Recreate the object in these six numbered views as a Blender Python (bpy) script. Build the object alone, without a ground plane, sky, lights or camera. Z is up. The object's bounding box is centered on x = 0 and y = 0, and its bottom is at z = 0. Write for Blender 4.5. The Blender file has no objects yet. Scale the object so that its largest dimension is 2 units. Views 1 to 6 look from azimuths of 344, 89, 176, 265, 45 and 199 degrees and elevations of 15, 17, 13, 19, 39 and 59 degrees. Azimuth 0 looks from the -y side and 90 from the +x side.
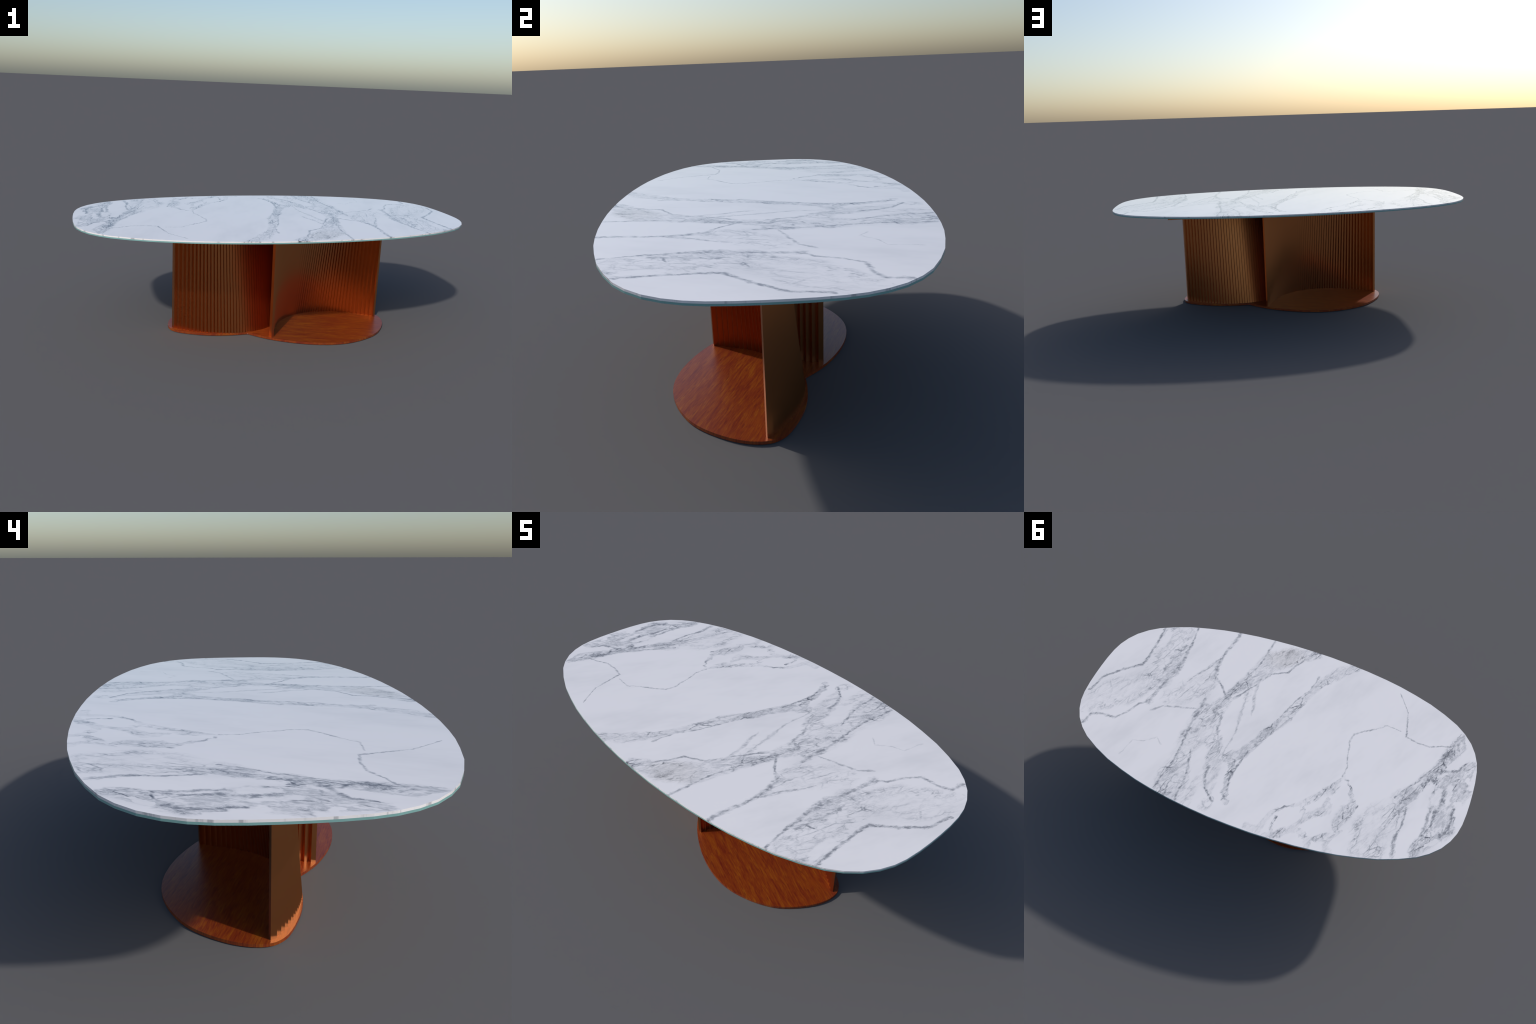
"""Oval dining table: faceted marble-on-glass top, two curved screens of upright
metal slats, and a figure-of-eight wooden base plate."""
import bpy, bmesh, math
from mathutils import Vector

# ------------------------------------------------------------------ node helper
class Net:
    def __init__(self, name):
        self.mat = bpy.data.materials.new(name)
        self.mat.use_nodes = True
        self.t = self.mat.node_tree
        self.t.nodes.clear()
        self.out = self.t.nodes.new("ShaderNodeOutputMaterial")
        self.bsdf = self.t.nodes.new("ShaderNodeBsdfPrincipled")
        self.t.links.new(self.bsdf.outputs[0], self.out.inputs["Surface"])

    def put(self, sock, v):
        if isinstance(v, bpy.types.NodeSocket):
            self.t.links.new(v, sock)
        else:
            sock.default_value = v

    def math(self, op, a, b=0.0, c=0.0, clamp=False):
        n = self.t.nodes.new("ShaderNodeMath")
        n.operation, n.use_clamp = op, clamp
        for s, v in zip(n.inputs, (a, b, c)):
            self.put(s, v)
        return n.outputs[0]

    def vec(self, op, a, b=(0, 0, 0), c=(0, 0, 0)):
        n = self.t.nodes.new("ShaderNodeVectorMath")
        n.operation = op
        for s, v in zip(n.inputs, (a, b, c)):
            self.put(s, v)
        return n.outputs["Value"] if op in ("LENGTH", "DOT_PRODUCT", "DISTANCE") else n.outputs[0]

    def ramp(self, v, lo, hi, a=0.0, b=1.0, smooth=True):
        n = self.t.nodes.new("ShaderNodeMapRange")
        n.interpolation_type = "SMOOTHSTEP" if smooth else "LINEAR"
        for s, x in zip(n.inputs[:5], (v, lo, hi, a, b)):
            self.put(s, x)
        return n.outputs[0]

    def noise(self, v, scale, detail=2.0, rough=0.5, colour=False, distort=0.0):
        n = self.t.nodes.new("ShaderNodeTexNoise")
        self.put(n.inputs["Vector"], v)
        n.inputs["Scale"].default_value = scale
        n.inputs["Detail"].default_value = detail
        n.inputs["Roughness"].default_value = rough
        n.inputs["Distortion"].default_value = distort
        return n.outputs["Color" if colour else "Fac"]

    def edges(self, v, scale, rnd=1.0):
        n = self.t.nodes.new("ShaderNodeTexVoronoi")
        n.feature, n.voronoi_dimensions = "DISTANCE_TO_EDGE", "2D"
        self.put(n.inputs["Vector"], v)
        n.inputs["Scale"].default_value = scale
        n.inputs["Randomness"].default_value = rnd
        return n.outputs["Distance"]

    def mapping(self, v, rot=0.0, scale=(1, 1, 1), loc=(0, 0, 0)):
        n = self.t.nodes.new("ShaderNodeMapping")
        self.put(n.inputs["Vector"], v)
        n.inputs["Rotation"].default_value = (0, 0, rot)
        n.inputs["Scale"].default_value = scale
        n.inputs["Location"].default_value = loc
        return n.outputs[0]

    def stops(self, v, *stops):
        n = self.t.nodes.new("ShaderNodeValToRGB")
        cr = n.color_ramp
        while len(cr.elements) < len(stops):
            cr.elements.new(0.5)
        for e, (p, c) in zip(cr.elements, stops):
            e.position, e.color = p, (*c, 1)
        self.put(n.inputs[0], v)
        return n.outputs[0]

    def mix(self, f, a, b, mode="MIX"):
        n = self.t.nodes.new("ShaderNodeMix")
        n.data_type, n.blend_type = "RGBA", mode
        self.put(n.inputs["Factor"], f)
        cols = [s for s in n.inputs if s.type == "RGBA"]
        for s, v in zip(cols, (a, b)):
            self.put(s, v if isinstance(v, bpy.types.NodeSocket) else (*v, 1))
        return [o for o in n.outputs if o.type == "RGBA"][0]

    def object_coords(self):
        return self.t.nodes.new("ShaderNodeTexCoord").outputs["Object"]

    def set(self, **kw):
        for k, v in kw.items():
            self.put(self.bsdf.inputs[k.replace("_", " ")], v)


# --------------------------------------------------------------- marble material
# The slab's veins are strokes (x, y, half width): broad bands of broken stone, white
# lenses left clear inside them, and single hairlines.
bands, lenses, hairlines = [], [], []


def band(strength, *pts):
    bands.append((strength, pts))


def lens(strength, *pts):
    lenses.append((strength, pts))


def hairline(strength, *pts):
    hairlines.append((strength, pts))


band(0.62, (0.733, -0.436, 0.0877), (0.704, -0.190, 0.0840), (0.698, -0.056, 0.0859))
band(0.41, (0.698, -0.056, 0.0747), (0.814, 0.061, 0.1046), (0.928, 0.198, 0.0709))
band(0.50, (0.447, -0.271, 0.0261), (0.455, -0.109, 0.0859), (0.565, 0.009, 0.0635))
band(0.72, (0.290, -0.093, 0.0224), (0.346, 0.027, 0.0709), (0.343, 0.210, 0.0859), (0.351, 0.340, 0.0672), (0.354, 0.475, 0.0747), (0.358, 0.533, 0.0485))
band(0.65, (0.311, 0.253, 0.0224), (0.307, 0.346, 0.0224), (0.300, 0.415, 0.0299), (0.301, 0.520, 0.0411))
band(0.51, (0.262, 0.123, 0.0224), (0.221, 0.227, 0.0411), (0.200, 0.316, 0.0411), (0.184, 0.393, 0.0411), (0.127, 0.473, 0.0149), (0.145, 0.510, 0.0336))
band(0.47, (0.231, 0.406, 0.0261), (0.232, 0.473, 0.0261), (0.234, 0.536, 0.0299))
band(0.83, (0.310, -0.098, 0.0187), (0.244, -0.235, 0.0411), (0.167, -0.419, 0.0709), (0.085, -0.492, 0.0597), (-0.023, -0.548, 0.0336))
band(0.50, (0.218, -0.191, 0.0224), (0.208, -0.119, 0.0187))
band(0.78, (-0.260, -0.547, 0.0224), (-0.190, -0.489, 0.0411), (-0.113, -0.373, 0.0261), (-0.086, -0.283, 0.0168), (-0.031, -0.124, 0.0280))
band(0.85, (-0.026, -0.096, 0.0299), (0.039, 0.041, 0.0261), (0.095, 0.190, 0.0299), (0.138, 0.224, 0.0336), (0.113, 0.280, 0.0224), (0.103, 0.345, 0.0187), (0.089, 0.413, 0.0168), (0.061, 0.464, 0.0149))
band(0.77, (0.129, 0.204, 0.0149), (0.165, 0.231, 0.0149), (0.161, 0.261, 0.0112))
band(0.89, (-0.881, -0.337, 0.0131), (-0.880, -0.271, 0.0411), (-0.829, -0.114, 0.0373), (-0.754, 0.021, 0.0317), (-0.711, 0.117, 0.0448))
band(0.55, (-0.702, 0.118, 0.0485), (-0.647, 0.246, 0.0821), (-0.614, 0.357, 0.0971), (-0.621, 0.455, 0.0821))
band(0.86, (-0.960, -0.176, 0.0299), (-0.930, -0.090, 0.0560), (-0.871, -0.008, 0.0672), (-0.886, 0.111, 0.0635), (-0.908, 0.201, 0.0597), (-0.859, 0.297, 0.0411), (-0.819, 0.370, 0.0336))
band(0.83, (-0.976, -0.022, 0.0224), (-0.940, 0.019, 0.0411), (-0.908, 0.080, 0.0373))
band(0.85, (-0.801, -0.025, 0.0224), (-0.821, -0.071, 0.0261))
band(0.72, (-0.409, 0.114, 0.0037), (-0.378, 0.202, 0.0261), (-0.322, 0.270, 0.0205), (-0.273, 0.334, 0.0168), (-0.218, 0.364, 0.0060), (-0.161, 0.420, 0.0105), (-0.138, 0.503, 0.0168), (-0.126, 0.543, 0.0261), (-0.080, 0.538, 0.0224))
band(0.78, (-0.410, 0.113, 0.0030), (-0.459, 0.179, 0.0075), (-0.496, 0.252, 0.0224), (-0.472, 0.301, 0.0373), (-0.453, 0.362, 0.0299), (-0.455, 0.396, 0.0187))
band(0.75, (-0.376, 0.258, 0.0112), (-0.383, 0.324, 0.0299), (-0.328, 0.372, 0.0187), (-0.291, 0.430, 0.0112), (-0.270, 0.473, 0.0224), (-0.215, 0.523, 0.0205), (-0.168, 0.553, 0.0149))
band(0.75, (-0.270, 0.335, 0.0131), (-0.292, 0.376, 0.0149))
band(0.83, (-0.180, 0.444, 0.0052), (-0.184, 0.501, 0.0119), (-0.202, 0.522, 0.0075))
band(0.70, (-0.289, 0.458, 0.0149), (-0.330, 0.476, 0.0168), (-0.358, 0.495, 0.0168), (-0.374, 0.545, 0.0168))
band(0.74, (-0.358, 0.495, 0.0112), (-0.429, 0.452, 0.0243), (-0.460, 0.429, 0.0149), (-0.488, 0.393, 0.0052))
band(0.77, (-0.449, 0.447, 0.0149), (-0.437, 0.492, 0.0131), (-0.456, 0.518, 0.0224))
lens(0.90, (-0.867, -0.114, 0.0205), (-0.904, -0.172, 0.0280), (-0.932, -0.256, 0.0168))
lens(0.90, (-0.853, 0.018, 0.0187), (-0.848, 0.072, 0.0299))
lens(0.90, (-0.949, 0.056, 0.0224), (-0.968, 0.098, 0.0336), (-0.981, 0.153, 0.0224))
lens(0.80, (-0.812, -0.056, 0.0112), (-0.863, -0.093, 0.0112))
lens(0.80, (-0.893, -0.021, 0.0149), (-0.891, 0.058, 0.0224))
lens(0.90, (0.283, 0.225, 0.0187), (0.280, 0.303, 0.0411), (0.266, 0.375, 0.0261))
lens(0.90, (0.778, -0.381, 0.0168), (0.769, -0.294, 0.0243))
lens(0.75, (0.765, -0.183, 0.0131), (0.784, -0.127, 0.0149))
lens(0.80, (0.701, -0.200, 0.0224), (0.705, -0.142, 0.0187))
lens(0.90, (0.379, -0.069, 0.0112), (0.372, -0.140, 0.0168))
lens(0.80, (-0.783, 0.073, 0.0187), (-0.811, 0.002, 0.0224))
lens(0.90, (0.124, 0.436, 0.0149), (0.127, 0.388, 0.0187))
lens(0.90, (0.196, 0.443, 0.0187), (0.189, 0.506, 0.0299))
lens(0.80, (-0.843, 0.203, 0.0112), (-0.851, 0.154, 0.0131))
lens(0.80, (-0.859, 0.320, 0.0075), (-0.899, 0.280, 0.0112))
lens(0.70, (0.780, 0.020, 0.0224), (0.810, 0.113, 0.0261))
lens(0.70, (0.894, 0.162, 0.0168), (0.836, 0.159, 0.0224))
lens(0.90, (-0.961, -0.088, 0.0131), (-0.983, -0.074, 0.0168))
hairline(0.57, (-0.398, 0.120, 0.0026), (-0.402, 0.065, 0.0026), (-0.382, -0.006, 0.0026), (-0.366, -0.096, 0.0034), (-0.374, -0.128, 0.0037), (-0.417, -0.171, 0.0034), (-0.465, -0.202, 0.0026), (-0.511, -0.247, 0.0030), (-0.586, -0.242, 0.0019))
hairline(0.62, (-0.844, -0.247, 0.0030), (-0.796, -0.230, 0.0037), (-0.741, -0.204, 0.0037), (-0.676, -0.205, 0.0030), (-0.621, -0.219, 0.0037), (-0.606, -0.289, 0.0030), (-0.590, -0.364, 0.0026), (-0.518, -0.466, 0.0019))
hairline(0.40, (0.219, -0.177, 0.0045), (0.194, -0.012, 0.0067), (0.175, 0.086, 0.0037), (0.183, 0.199, 0.0030), (0.176, 0.244, 0.0037))
hairline(0.42, (0.191, -0.248, 0.0052), (0.180, -0.162, 0.0067), (0.152, -0.086, 0.0060), (0.145, -0.041, 0.0026))
hairline(0.73, (0.412, -0.529, 0.0082), (0.423, -0.432, 0.0082), (0.436, -0.328, 0.0067), (0.437, -0.265, 0.0131), (0.417, -0.189, 0.0131), (0.374, -0.166, 0.0037), (0.316, -0.105, 0.0045))
hairline(0.74, (0.976, 0.134, 0.0052), (0.953, 0.033, 0.0045), (0.906, -0.024, 0.0060), (0.850, -0.080, 0.0052), (0.811, -0.120, 0.0075), (0.796, -0.184, 0.0056), (0.806, -0.313, 0.0052), (0.810, -0.398, 0.0052))
hairline(0.70, (0.662, 0.086, 0.0131), (0.655, 0.025, 0.0075), (0.643, -0.071, 0.0093), (0.626, -0.147, 0.0168), (0.617, -0.227, 0.0093), (0.631, -0.388, 0.0045), (0.646, -0.468, 0.0052))
hairline(0.68, (0.903, 0.320, 0.0075), (0.889, 0.263, 0.0067), (0.845, 0.245, 0.0060), (0.818, 0.242, 0.0060), (0.769, 0.238, 0.0052), (0.730, 0.179, 0.0045), (0.698, 0.117, 0.0052), (0.662, 0.089, 0.0045))
hairline(0.25, (0.646, 0.419, 0.0030), (0.621, 0.319, 0.0022), (0.572, 0.305, 0.0022), (0.518, 0.261, 0.0030), (0.482, 0.291, 0.0030))
hairline(0.74, (0.404, 0.060, 0.0067), (0.390, 0.262, 0.0052), (0.385, 0.339, 0.0052), (0.396, 0.444, 0.0052), (0.404, 0.515, 0.0067))
hairline(0.74, (-0.727, 0.162, 0.0045), (-0.733, 0.266, 0.0034), (-0.721, 0.340, 0.0067), (-0.724, 0.380, 0.0075), (-0.731, 0.433, 0.0060))
hairline(0.68, (-0.836, 0.131, 0.0075), (-0.834, 0.207, 0.0060), (-0.824, 0.291, 0.0045), (-0.798, 0.349, 0.0052))
hairline(0.82, (0.074, 0.161, 0.0052), (0.087, 0.246, 0.0052), (0.098, 0.335, 0.0045), (0.083, 0.404, 0.0037))
hairline(0.67, (-0.845, -0.244, 0.0037), (-0.822, -0.166, 0.0045), (-0.777, -0.069, 0.0045), (-0.747, -0.002, 0.0052), (-0.692, 0.081, 0.0045), (-0.660, 0.135, 0.0037))
hairline(0.68, (0.309, -0.112, 0.0060), (0.260, -0.247, 0.0045), (0.225, -0.408, 0.0045), (0.219, -0.549, 0.0045))
hairline(0.66, (0.267, -0.099, 0.0045), (0.184, -0.265, 0.0037), (0.148, -0.327, 0.0037), (0.074, -0.368, 0.0045), (0.058, -0.422, 0.0052), (0.032, -0.457, 0.0037), (0.016, -0.502, 0.0037))
hairline(0.90, (-0.769, 0.019, 0.0093), (-0.800, -0.040, 0.0093), (-0.835, -0.089, 0.0075), (-0.870, -0.103, 0.0075), (-0.908, -0.127, 0.0052), (-0.937, -0.179, 0.0037))
hairline(0.60, (0.285, 0.005, 0.0075), (0.271, 0.089, 0.0060), (0.246, 0.136, 0.0045), (0.212, 0.203, 0.0045))
hairline(0.73, (0.337, 0.264, 0.0045), (0.307, 0.361, 0.0052), (0.288, 0.459, 0.0052), (0.285, 0.539, 0.0052))
hairline(0.60, (-0.091, -0.405, 0.0045), (-0.075, -0.302, 0.0037), (-0.032, -0.212, 0.0034), (0.005, -0.083, 0.0037))
hairline(0.47, (0.624, 0.126, 0.0045), (0.582, 0.083, 0.0045), (0.506, 0.055, 0.0045), (0.415, 0.029, 0.0030))
hairline(0.57, (0.444, -0.305, 0.0060), (0.489, -0.210, 0.0052), (0.521, -0.154, 0.0045), (0.534, -0.112, 0.0037))
hairline(0.84, (-0.875, 0.009, 0.0093), (-0.879, 0.084, 0.0112), (-0.860, 0.143, 0.0082), (-0.858, 0.215, 0.0045), (-0.827, 0.290, 0.0045))
hairline(0.90, (-0.934, 0.083, 0.0052), (-0.934, 0.183, 0.0060), (-0.939, 0.216, 0.0093), (-0.912, 0.251, 0.0093), (-0.905, 0.236, 0.0037))
hairline(0.77, (0.214, 0.314, 0.0075), (0.210, 0.374, 0.0075), (0.183, 0.430, 0.0045), (0.121, 0.478, 0.0052))
hairline(0.73, (0.401, -0.046, 0.0052), (0.399, 0.027, 0.0131), (0.404, 0.089, 0.0112))
hairline(0.83, (0.314, -0.044, 0.0067), (0.330, -0.002, 0.0093), (0.310, 0.050, 0.0060))


def stretch_near(strokes, x0, x1):
    """Only the stretches of each stroke that can show between x0 and x1."""
    out = []
    for strength, pts in strokes:
        keep = [(p, q) for p, q in zip(pts, pts[1:])
                if max(p[0] + p[2] * 1.3, q[0] + q[2] * 1.3) > x0 - 0.045 and min(p[0] - p[2] * 1.3, q[0] - q[2] * 1.3) < x1 + 0.045]
        if keep:
            out.append((strength, keep))
    return out


def marble_between(x0, x1):
    M = Net("veined_white_marble")
    grain = math.radians(-68)                    # veining runs along this direction
    flat = M.vec("MULTIPLY", M.object_coords(), (1, 1, 0))
    along = M.mapping(flat, grain)
    streak = M.vec("MULTIPLY", along, (0.40, 1, 1))
    wob1 = M.vec("SUBTRACT", M.noise(flat, 11, 2, 0.5, True), (0.5, 0.5, 0.5))
    wob2 = M.vec("SUBTRACT", M.noise(flat, 46, 3, 0.6, True), (0.5, 0.5, 0.5))
    feather = M.math("SUBTRACT", M.noise(M.vec("MULTIPLY", along, (0.3, 1, 1)), 55, 3, 0.6), 0.5)
    thin_p = M.vec("MULTIPLY_ADD", wob1, (0.018, 0.018, 0), flat)
    thin_p = M.vec("MULTIPLY_ADD", wob2, (0.011, 0.011, 0), thin_p)
    thin_p = M.vec("MULTIPLY", thin_p, (1, 1, 0))
    wide_p = M.vec("MULTIPLY_ADD", feather, (0.37 * 0.058, 0.93 * 0.058, 0), thin_p)

    def strokes(kind, P, near, far, ragged=None):
        total = None
        for strength, spans in stretch_near(kind, x0, x1):
            best = None
            for (ax, ay, aw), (bx, by, bw) in spans:
                dx, dy = bx - ax, by - ay
                k = 1.0 / max(dx * dx + dy * dy, 1e-9)
                q = M.vec("SUBTRACT", P, (ax, ay, 0))
                h = M.math("ADD", M.vec("DOT_PRODUCT", q, (dx * k, dy * k, 0)), 0.0, clamp=True)
                d = M.vec("LENGTH", M.vec("MULTIPLY_ADD", h, (-dx, -dy, 0), q))
                r = M.math("DIVIDE", d, M.math("MULTIPLY_ADD", h, bw - aw, aw))
                best = r if best is None else M.math("MINIMUM", best, r)
                P = M.vec("MULTIPLY_ADD", r, (1e-9, 1e-9, 0), P)    # keeps the shader working one stroke at a time
            if ragged is not None:
                best = M.math("ADD", best, ragged)
            m = M.ramp(best, far, near, 0.0, strength)
            total = m if total is None else M.math("MAXIMUM", total, m)
        return (0.0 if total is None else total), P

    def ridge(v, scale, width, detail=3.0, rough=0.6, distort=0.35):
        """Thin dark filaments along the mid level of a noise field."""
        n = M.noise(v, scale, detail, rough, distort=distort)
        return M.ramp(M.math("ABSOLUTE", M.math("SUBTRACT", n, 0.5)), width, 0.0)

    zone, wide_p = strokes(bands, wide_p, 0.70, 1.15)
    hole, wide_p = strokes(lenses, wide_p, 0.65, 1.15)
    zone = M.math("MULTIPLY", zone, M.math("SUBTRACT", 1.0, hole))
    # wait for the bands before the hairlines
    thin_p = M.vec("MULTIPLY_ADD", zone, (1e-9, 1e-9, 0), thin_p)
    fine = M.noise(streak, 110, 4, 0.65)
    torn = M.ramp(M.noise(streak, 70, 4, 0.7), 0.28, 0.74, -0.9, 1.0, smooth=False)
    line, thin_p = strokes(hairlines, thin_p, 0.10, 1.9, torn)

    wander = M.vec("SUBTRACT", M.noise(streak, 22, 3, 0.6, True), (0.5, 0.5, 0.5))
    cell_p = M.vec("MULTIPLY_ADD", wander, (0.028, 0.028, 0), streak)
    where = M.ramp(M.noise(M.vec("ADD", streak, (7, 2, 0)), 13, 2, 0.5), 0.38, 0.60)
    fil1 = ridge(M.vec("ADD", streak, (2, 5, 0)), 15, 0.040)
    fil2 = ridge(M.vec("ADD", streak, (9, 3, 0)), 36, 0.070)
    rims = M.ramp(M.edges(cell_p, 24), 0.085, 0.0)
    vein = M.math("MAXIMUM", M.math("MULTIPLY", fil2, 0.42), M.math("MAXIMUM", M.math("MULTIPLY", fil1, 0.85), rims))
    vein = M.math("MULTIPLY", vein, M.math("MULTIPLY", M.ramp(fine, 0.36, 0.58, 0.25, 1.0), M.math("MULTIPLY_ADD", where, 0.80, 0.20)))
    shade = M.ramp(M.noise(cell_p, 19, 4, 0.6), 0.48, 0.66)
    grit = M.noise(thin_p, 150, 3, 0.7)
    body = M.math("MULTIPLY", shade, M.ramp(M.math("MULTIPLY_ADD", grit, 0.5, M.math("MULTIPLY", fine, 0.5)), 0.38, 0.62, 0.12, 0.55))
    broken = M.math("ADD", M.math("MAXIMUM", body, M.math("MULTIPLY", vein, 0.95)), 0.045)
    broken = M.math("MULTIPLY", broken, M.ramp(M.noise(M.vec("ADD", streak, (4, 8, 0)), 11, 3, 0.6), 0.40, 0.56, 0.35, 1.0))
    solid = M.math("MULTIPLY", M.ramp(zone, 0.60, 1.0, 0.0, 0.42), M.math("MULTIPLY", M.ramp(M.noise(cell_p, 34, 3, 0.6), 0.42, 0.56), M.ramp(fine, 0.30, 0.65, 0.35, 1.25)))
    dark = M.math("MULTIPLY", M.math("MAXIMUM", M.math("MULTIPLY", broken, M.ramp(zone, 0.35, 0.85, 0.95, 1.35)), solid), zone)
    lines = M.math("MULTIPLY", line, M.math("MULTIPLY", M.ramp(fine, 0.36, 0.56, 0.30, 1.0), M.ramp(M.noise(flat, 24, 2, 0.5), 0.35, 0.60, 0.45, 1.0)))
    dark = M.math("MAXIMUM", dark, M.math("MULTIPLY", lines, 0.85), clamp=True)
    mist = M.ramp(M.noise(streak, 5, 4, 0.6), 0.42, 0.75, 0.0, 0.085)
    # the sawn rim shows its own short dark marks
    upright = M.t.nodes.new("ShaderNodeSeparateXYZ")
    M.put(upright.inputs[0], M.t.nodes.new("ShaderNodeNewGeometry").outputs["Normal"])
    rim = M.math("LESS_THAN", upright.outputs[2], 0.5)
    marks = M.math("MULTIPLY", M.ramp(M.noise(flat, 34, 3, 0.6), 0.55, 0.68, 0.0, 0.34), rim)
    dark = M.math("ADD", M.math("MAXIMUM", dark, marks), mist, clamp=True)
    stone = M.stops(dark, (0.0, (0.86, 0.835, 0.842)), (0.25, (0.61, 0.605, 0.625)),
                    (0.55, (0.33, 0.335, 0.36)), (1.0, (0.12, 0.125, 0.145)))
    brown = M.ramp(M.vec("DISTANCE", flat, (0.13, -0.47, 0)), 0.15, 0.04, 0.0, 0.4)
    stone = M.mix(M.math("MULTIPLY", brown, zone, clamp=True), stone, M.mix(broken, (0.70, 0.66, 0.63), (0.33, 0.29, 0.25)))
    M.set(Base_Color=stone, Roughness=0.12)
    return M.mat


CUTS = (-0.66, -0.36, -0.08, 0.20, 0.46, 0.70)
marbles = [marble_between(a, b) for a, b in zip((-1.0,) + CUTS, CUTS + (1.0,))]

# ---------------------------------------------------------------- other materials
G = Net("sea_green_backed_glass")
G.set(Base_Color=(0.21, 0.40, 0.385, 1), Roughness=0.3)
glass = G.mat

W = Net("stained_glossy_wood")
wp = W.mapping(W.object_coords(), math.radians(20), (1, 1, 1))
wob = W.vec("SUBTRACT", W.noise(wp, 6, 2, 0.5, True), (0.5, 0.5, 0.5))
wp = W.vec("MULTIPLY_ADD", wob, (0.02, 0.015, 0), wp)
broad = W.noise(W.vec("MULTIPLY", wp, (7, 38, 7)), 1.0, 3, 0.5)
streaks = W.noise(W.vec("MULTIPLY", wp, (13, 170, 13)), 1.0, 3, 0.6)
thread = W.noise(W.vec("MULTIPLY", wp, (36, 480, 36)), 1.0, 2, 0.6)
tone = W.math("ADD", W.math("MULTIPLY", broad, 0.32), W.math("ADD", W.math("MULTIPLY", streaks, 0.40), W.math("MULTIPLY", thread, 0.28)))
wood = W.stops(tone, (0.36, (0.130, 0.012, 0.006)), (0.46, (0.193, 0.029, 0.006)),
               (0.54, (0.238, 0.047, 0.006)), (0.64, (0.295, 0.087, 0.007)))
fleck = W.noise(W.vec("MULTIPLY", wp, (26, 150, 26)), 1.0, 2, 0.5)
wood = W.mix(W.ramp(fleck, 0.55, 0.70, 0.0, 0.6), wood, (0.130, 0.014, 0.007))
bump = W.t.nodes.new("ShaderNodeBump")
bump.inputs["Strength"].default_value = 0.05
bump.inputs["Distance"].default_value = 0.002
W.put(bump.inputs["Height"], thread)
W.set(Base_Color=wood, Roughness=0.33, Normal=bump.outputs[0])
wood_mat = W.mat

B = Net("copper_bronze_lacquer")
B.set(Base_Color=(0.60, 0.232, 0.085, 1), Metallic=1.0, Roughness=0.29)
bronze = B.mat


# --------------------------------------------------------------------- geometry
def add(name, bm, mat, parent, smooth_angle=None):
    me = bpy.data.meshes.new(name)
    bmesh.ops.recalc_face_normals(bm, faces=bm.faces)
    bm.to_mesh(me)
    bm.free()
    me.materials.append(mat)
    ob = bpy.data.objects.new(name, me)
    bpy.context.scene.collection.objects.link(ob)
    ob.parent = parent
    if smooth_angle is not None:
        me.shade_smooth()
        me.set_sharp_from_angle(angle=smooth_angle)
    return ob


def slab(outline, z0, z1):
    """Vertical-sided slab over a closed plan outline."""
    bm = bmesh.new()
    lo = [bm.verts.new((x, y, z0)) for x, y in outline]
    hi = [bm.verts.new((x, y, z1)) for x, y in outline]
    bm.faces.new(hi)
    bm.faces.new(lo[::-1])
    n = len(outline)
    for i in range(n):
        j = (i + 1) % n
        bm.faces.new((lo[i], lo[j], hi[j], hi[i]))
    return bm


def spline(pts, n):
    """Catmull-Rom through the control points, n samples per span."""
    ext = [2 * pts[0] - pts[1]] + pts + [2 * pts[-1] - pts[-2]]
    out = []
    for a, b, c, d in zip(ext, ext[1:], ext[2:], ext[3:]):
        for i in range(n):
            t = i / n
            out.append(0.5 * (2 * b + (c - a) * t + (2 * a - 5 * b + 4 * c - d) * t * t + (3 * b - a - 3 * c + d) * t ** 3))
    return out + [pts[-1]]


TOP_Z, GLASS_Z, UNDER_Z, FRAME_Z, PLATE_Z = 0.599, 0.5930, 0.5872, 0.561, 0.0105
CENTRE = Vector((0.054, -0.0180))            # the pedestal turns about this point

table = bpy.data.objects.new("dining_table", None)
bpy.context.scene.collection.objects.link(table)
table["label"] = "oval marble dining table on two curved slatted bronze screens"
table["category"] = "dining table"

# top: a soft rectangle-oval with straight facets, one quarter mirrored twice
quarter = [(1.000, 0.030), (0.998, 0.090), (0.992, 0.153), (0.981, 0.204), (0.961, 0.254), (0.931, 0.303),
           (0.888, 0.349), (0.839, 0.387), (0.764, 0.427), (0.682, 0.462), (0.590, 0.490), (0.505, 0.512),
           (0.420, 0.528), (0.315, 0.543), (0.210, 0.553), (0.105, 0.5595)]
half = quarter + [(0.0, 0.561)] + [(-x, y) for x, y in quarter[::-1]]
oval = half + [(-x, -y) for x, y in half]
bm = slab(oval, GLASS_Z, TOP_Z)
for x in CUTS:                              # bays of the slab, each with the veins that cross it
    bmesh.ops.bisect_plane(bm, geom=bm.verts[:] + bm.edges[:] + bm.faces[:], plane_co=(x, 0, 0), plane_no=(1, 0, 0))
for f in bm.faces:
    f.material_index = sum(f.calc_center_median().x > x for x in CUTS)
top = add("table_top", bm, marbles[0], table)
for m in marbles[1:]:
    top.data.materials.append(m)
add("glass_backing", slab(oval, UNDER_Z, GLASS_Z), glass, top)

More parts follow.
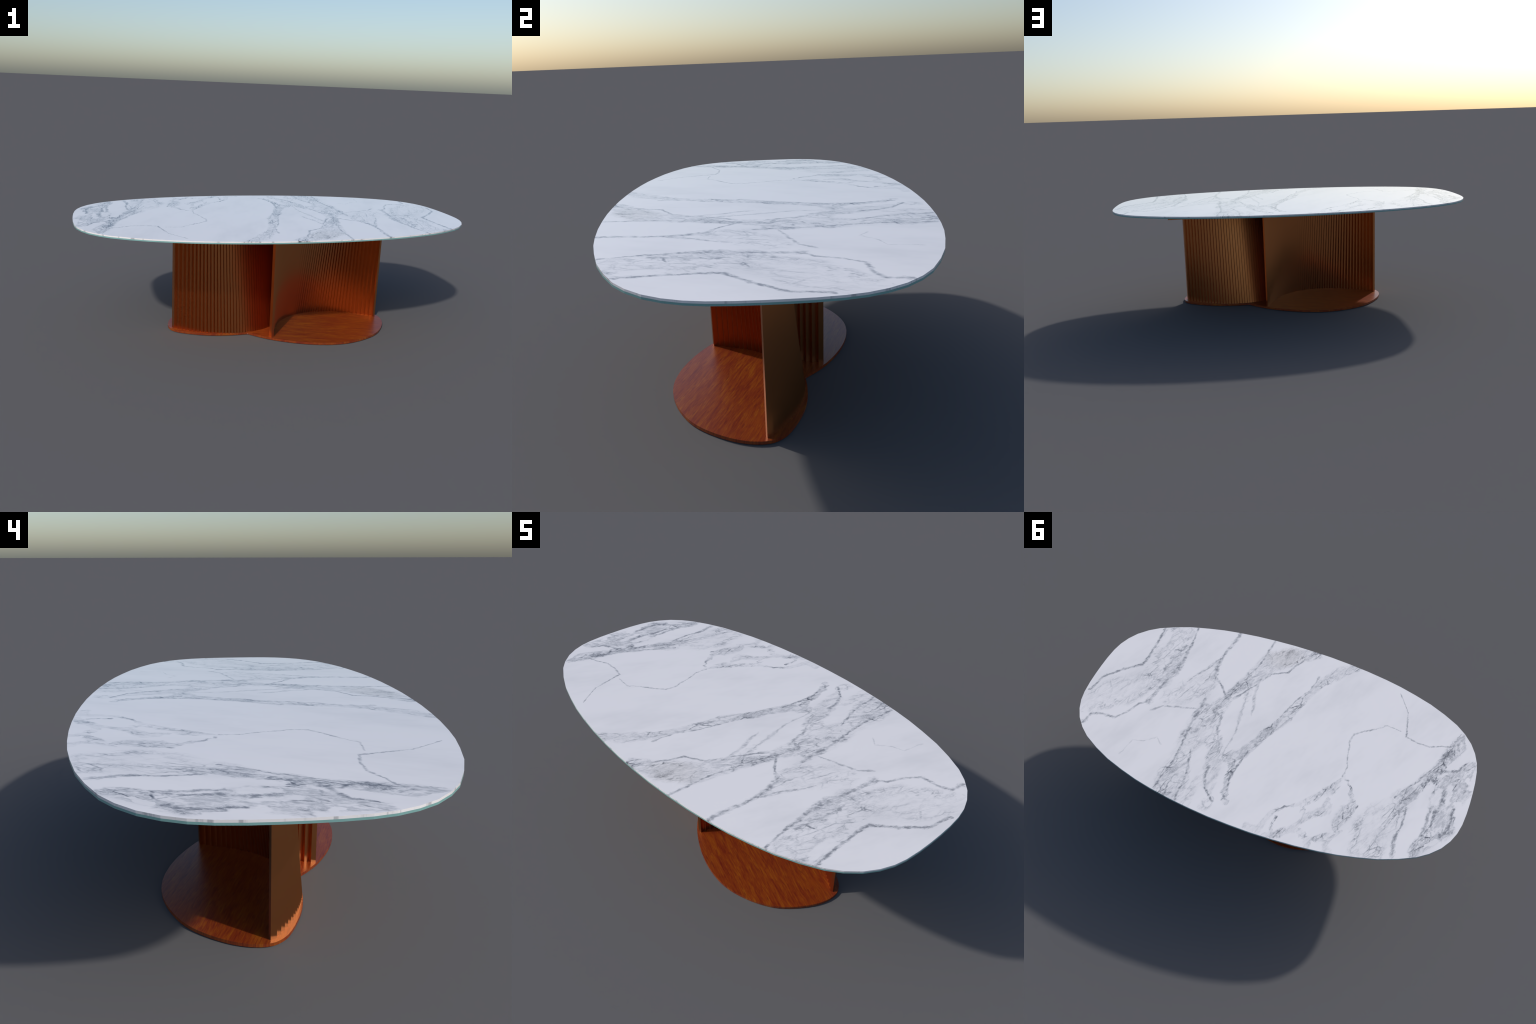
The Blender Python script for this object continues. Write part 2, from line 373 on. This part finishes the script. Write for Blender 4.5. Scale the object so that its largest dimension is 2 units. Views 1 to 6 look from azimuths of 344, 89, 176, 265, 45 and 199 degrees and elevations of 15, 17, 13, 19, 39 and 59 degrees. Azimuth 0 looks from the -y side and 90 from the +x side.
# base plate: one lobe between the two waist notches, turned half round for the other
lobe = [Vector(p) for p in (
    (-0.146, -0.149), (-0.102, -0.194), (-0.052, -0.236), (0.006, -0.273), (0.075, -0.308), (0.160, -0.338),
    (0.250, -0.3535), (0.330, -0.350), (0.410, -0.3285), (0.480, -0.296), (0.530, -0.261), (0.570, -0.219),
    (0.603, -0.173), (0.628, -0.126), (0.643, -0.078), (0.6455, -0.035), (0.634, 0.000), (0.600, 0.035),
    (0.536, 0.069), (0.467, 0.095), (0.400, 0.109), (0.326, 0.114))]
notch = 2 * CENTRE - lobe[0]
run = spline(lobe + [notch], 8)
outline = run[:-1] + [2 * CENTRE - p for p in run[:-1]]
bm = slab([tuple(p) for p in outline], 0.0, PLATE_Z)
rim = [e for e in bm.edges if abs(e.verts[0].co.z - e.verts[1].co.z) < 1e-6 and len(e.link_faces) == 2]
bmesh.ops.bevel(bm, geom=rim, offset=0.0028, segments=3, profile=0.5, affect="EDGES", clamp_overlap=True)
add("base_plate", bm, wood_mat, table, math.radians(50))

# board that ties the screens to the underside of the top
fx, fy = 0.616, 0.362
board = [(CENTRE.x + sx * fx, CENTRE.y + sy * fy) for sx, sy in ((1, -1), (1, 1), (-1, 1), (-1, -1))]
add("mounting_board", slab(board, FRAME_Z, UNDER_Z - 0.0003), bronze, table)

# screens: rectangular slats, all turned the same way, each leaning from a point of the foot curve to the
# matching point of the flatter head curve (quartic Beziers in plan, even steps of the parameter)
SLATS, WIDE, THIN, TURN = 50, 0.0203, 0.0131, math.radians(20)
PIVOT = Vector((0.0538, -0.0218))
foot = [Vector(p) for p in ((-0.040, -0.222), (0.0403, 0.0689), (0.1871, 0.1042), (0.3840, 0.1660), (0.619, -0.024))]
head = [Vector(p) for p in ((-0.0446, -0.227), (0.0533, 0.0800), (0.2271, -0.1080), (0.3890, 0.1680), (0.6181, -0.0235))]


def bezier(ctrl, t):
    n = len(ctrl) - 1
    p = Vector((0, 0))
    for i, c in enumerate(ctrl):
        p += c * (math.comb(n, i) * t ** i * (1 - t) ** (n - i))
    return p


RISE = FRAME_Z - PLATE_Z
corners = [Vector((sx * THIN / 2, sy * WIDE / 2)) for sx, sy in ((1, -1), (1, 1), (-1, 1), (-1, -1))]
turned = [(c.x * math.cos(TURN) - c.y * math.sin(TURN), c.x * math.sin(TURN) + c.y * math.cos(TURN)) for c in corners]
bm = slab(turned, -0.003, RISE + 0.004)
first = add("slat", bm, bronze, table)
for side in (0, 1):
    for i in range(SLATS):
        t = i / (SLATS - 1)
        lo, hi = bezier(foot, t), bezier(head, t)
        if side:
            lo, hi = 2 * PIVOT - lo, 2 * PIVOT - hi
        ob = first
        if side or i:
            ob = first.copy()
            bpy.context.scene.collection.objects.link(ob)
        ob.location = (lo.x, lo.y, PLATE_Z)
        ob.rotation_mode = "QUATERNION"
        ob.rotation_quaternion = Vector((0, 0, 1)).rotation_difference(Vector((hi.x - lo.x, hi.y - lo.y, RISE)))
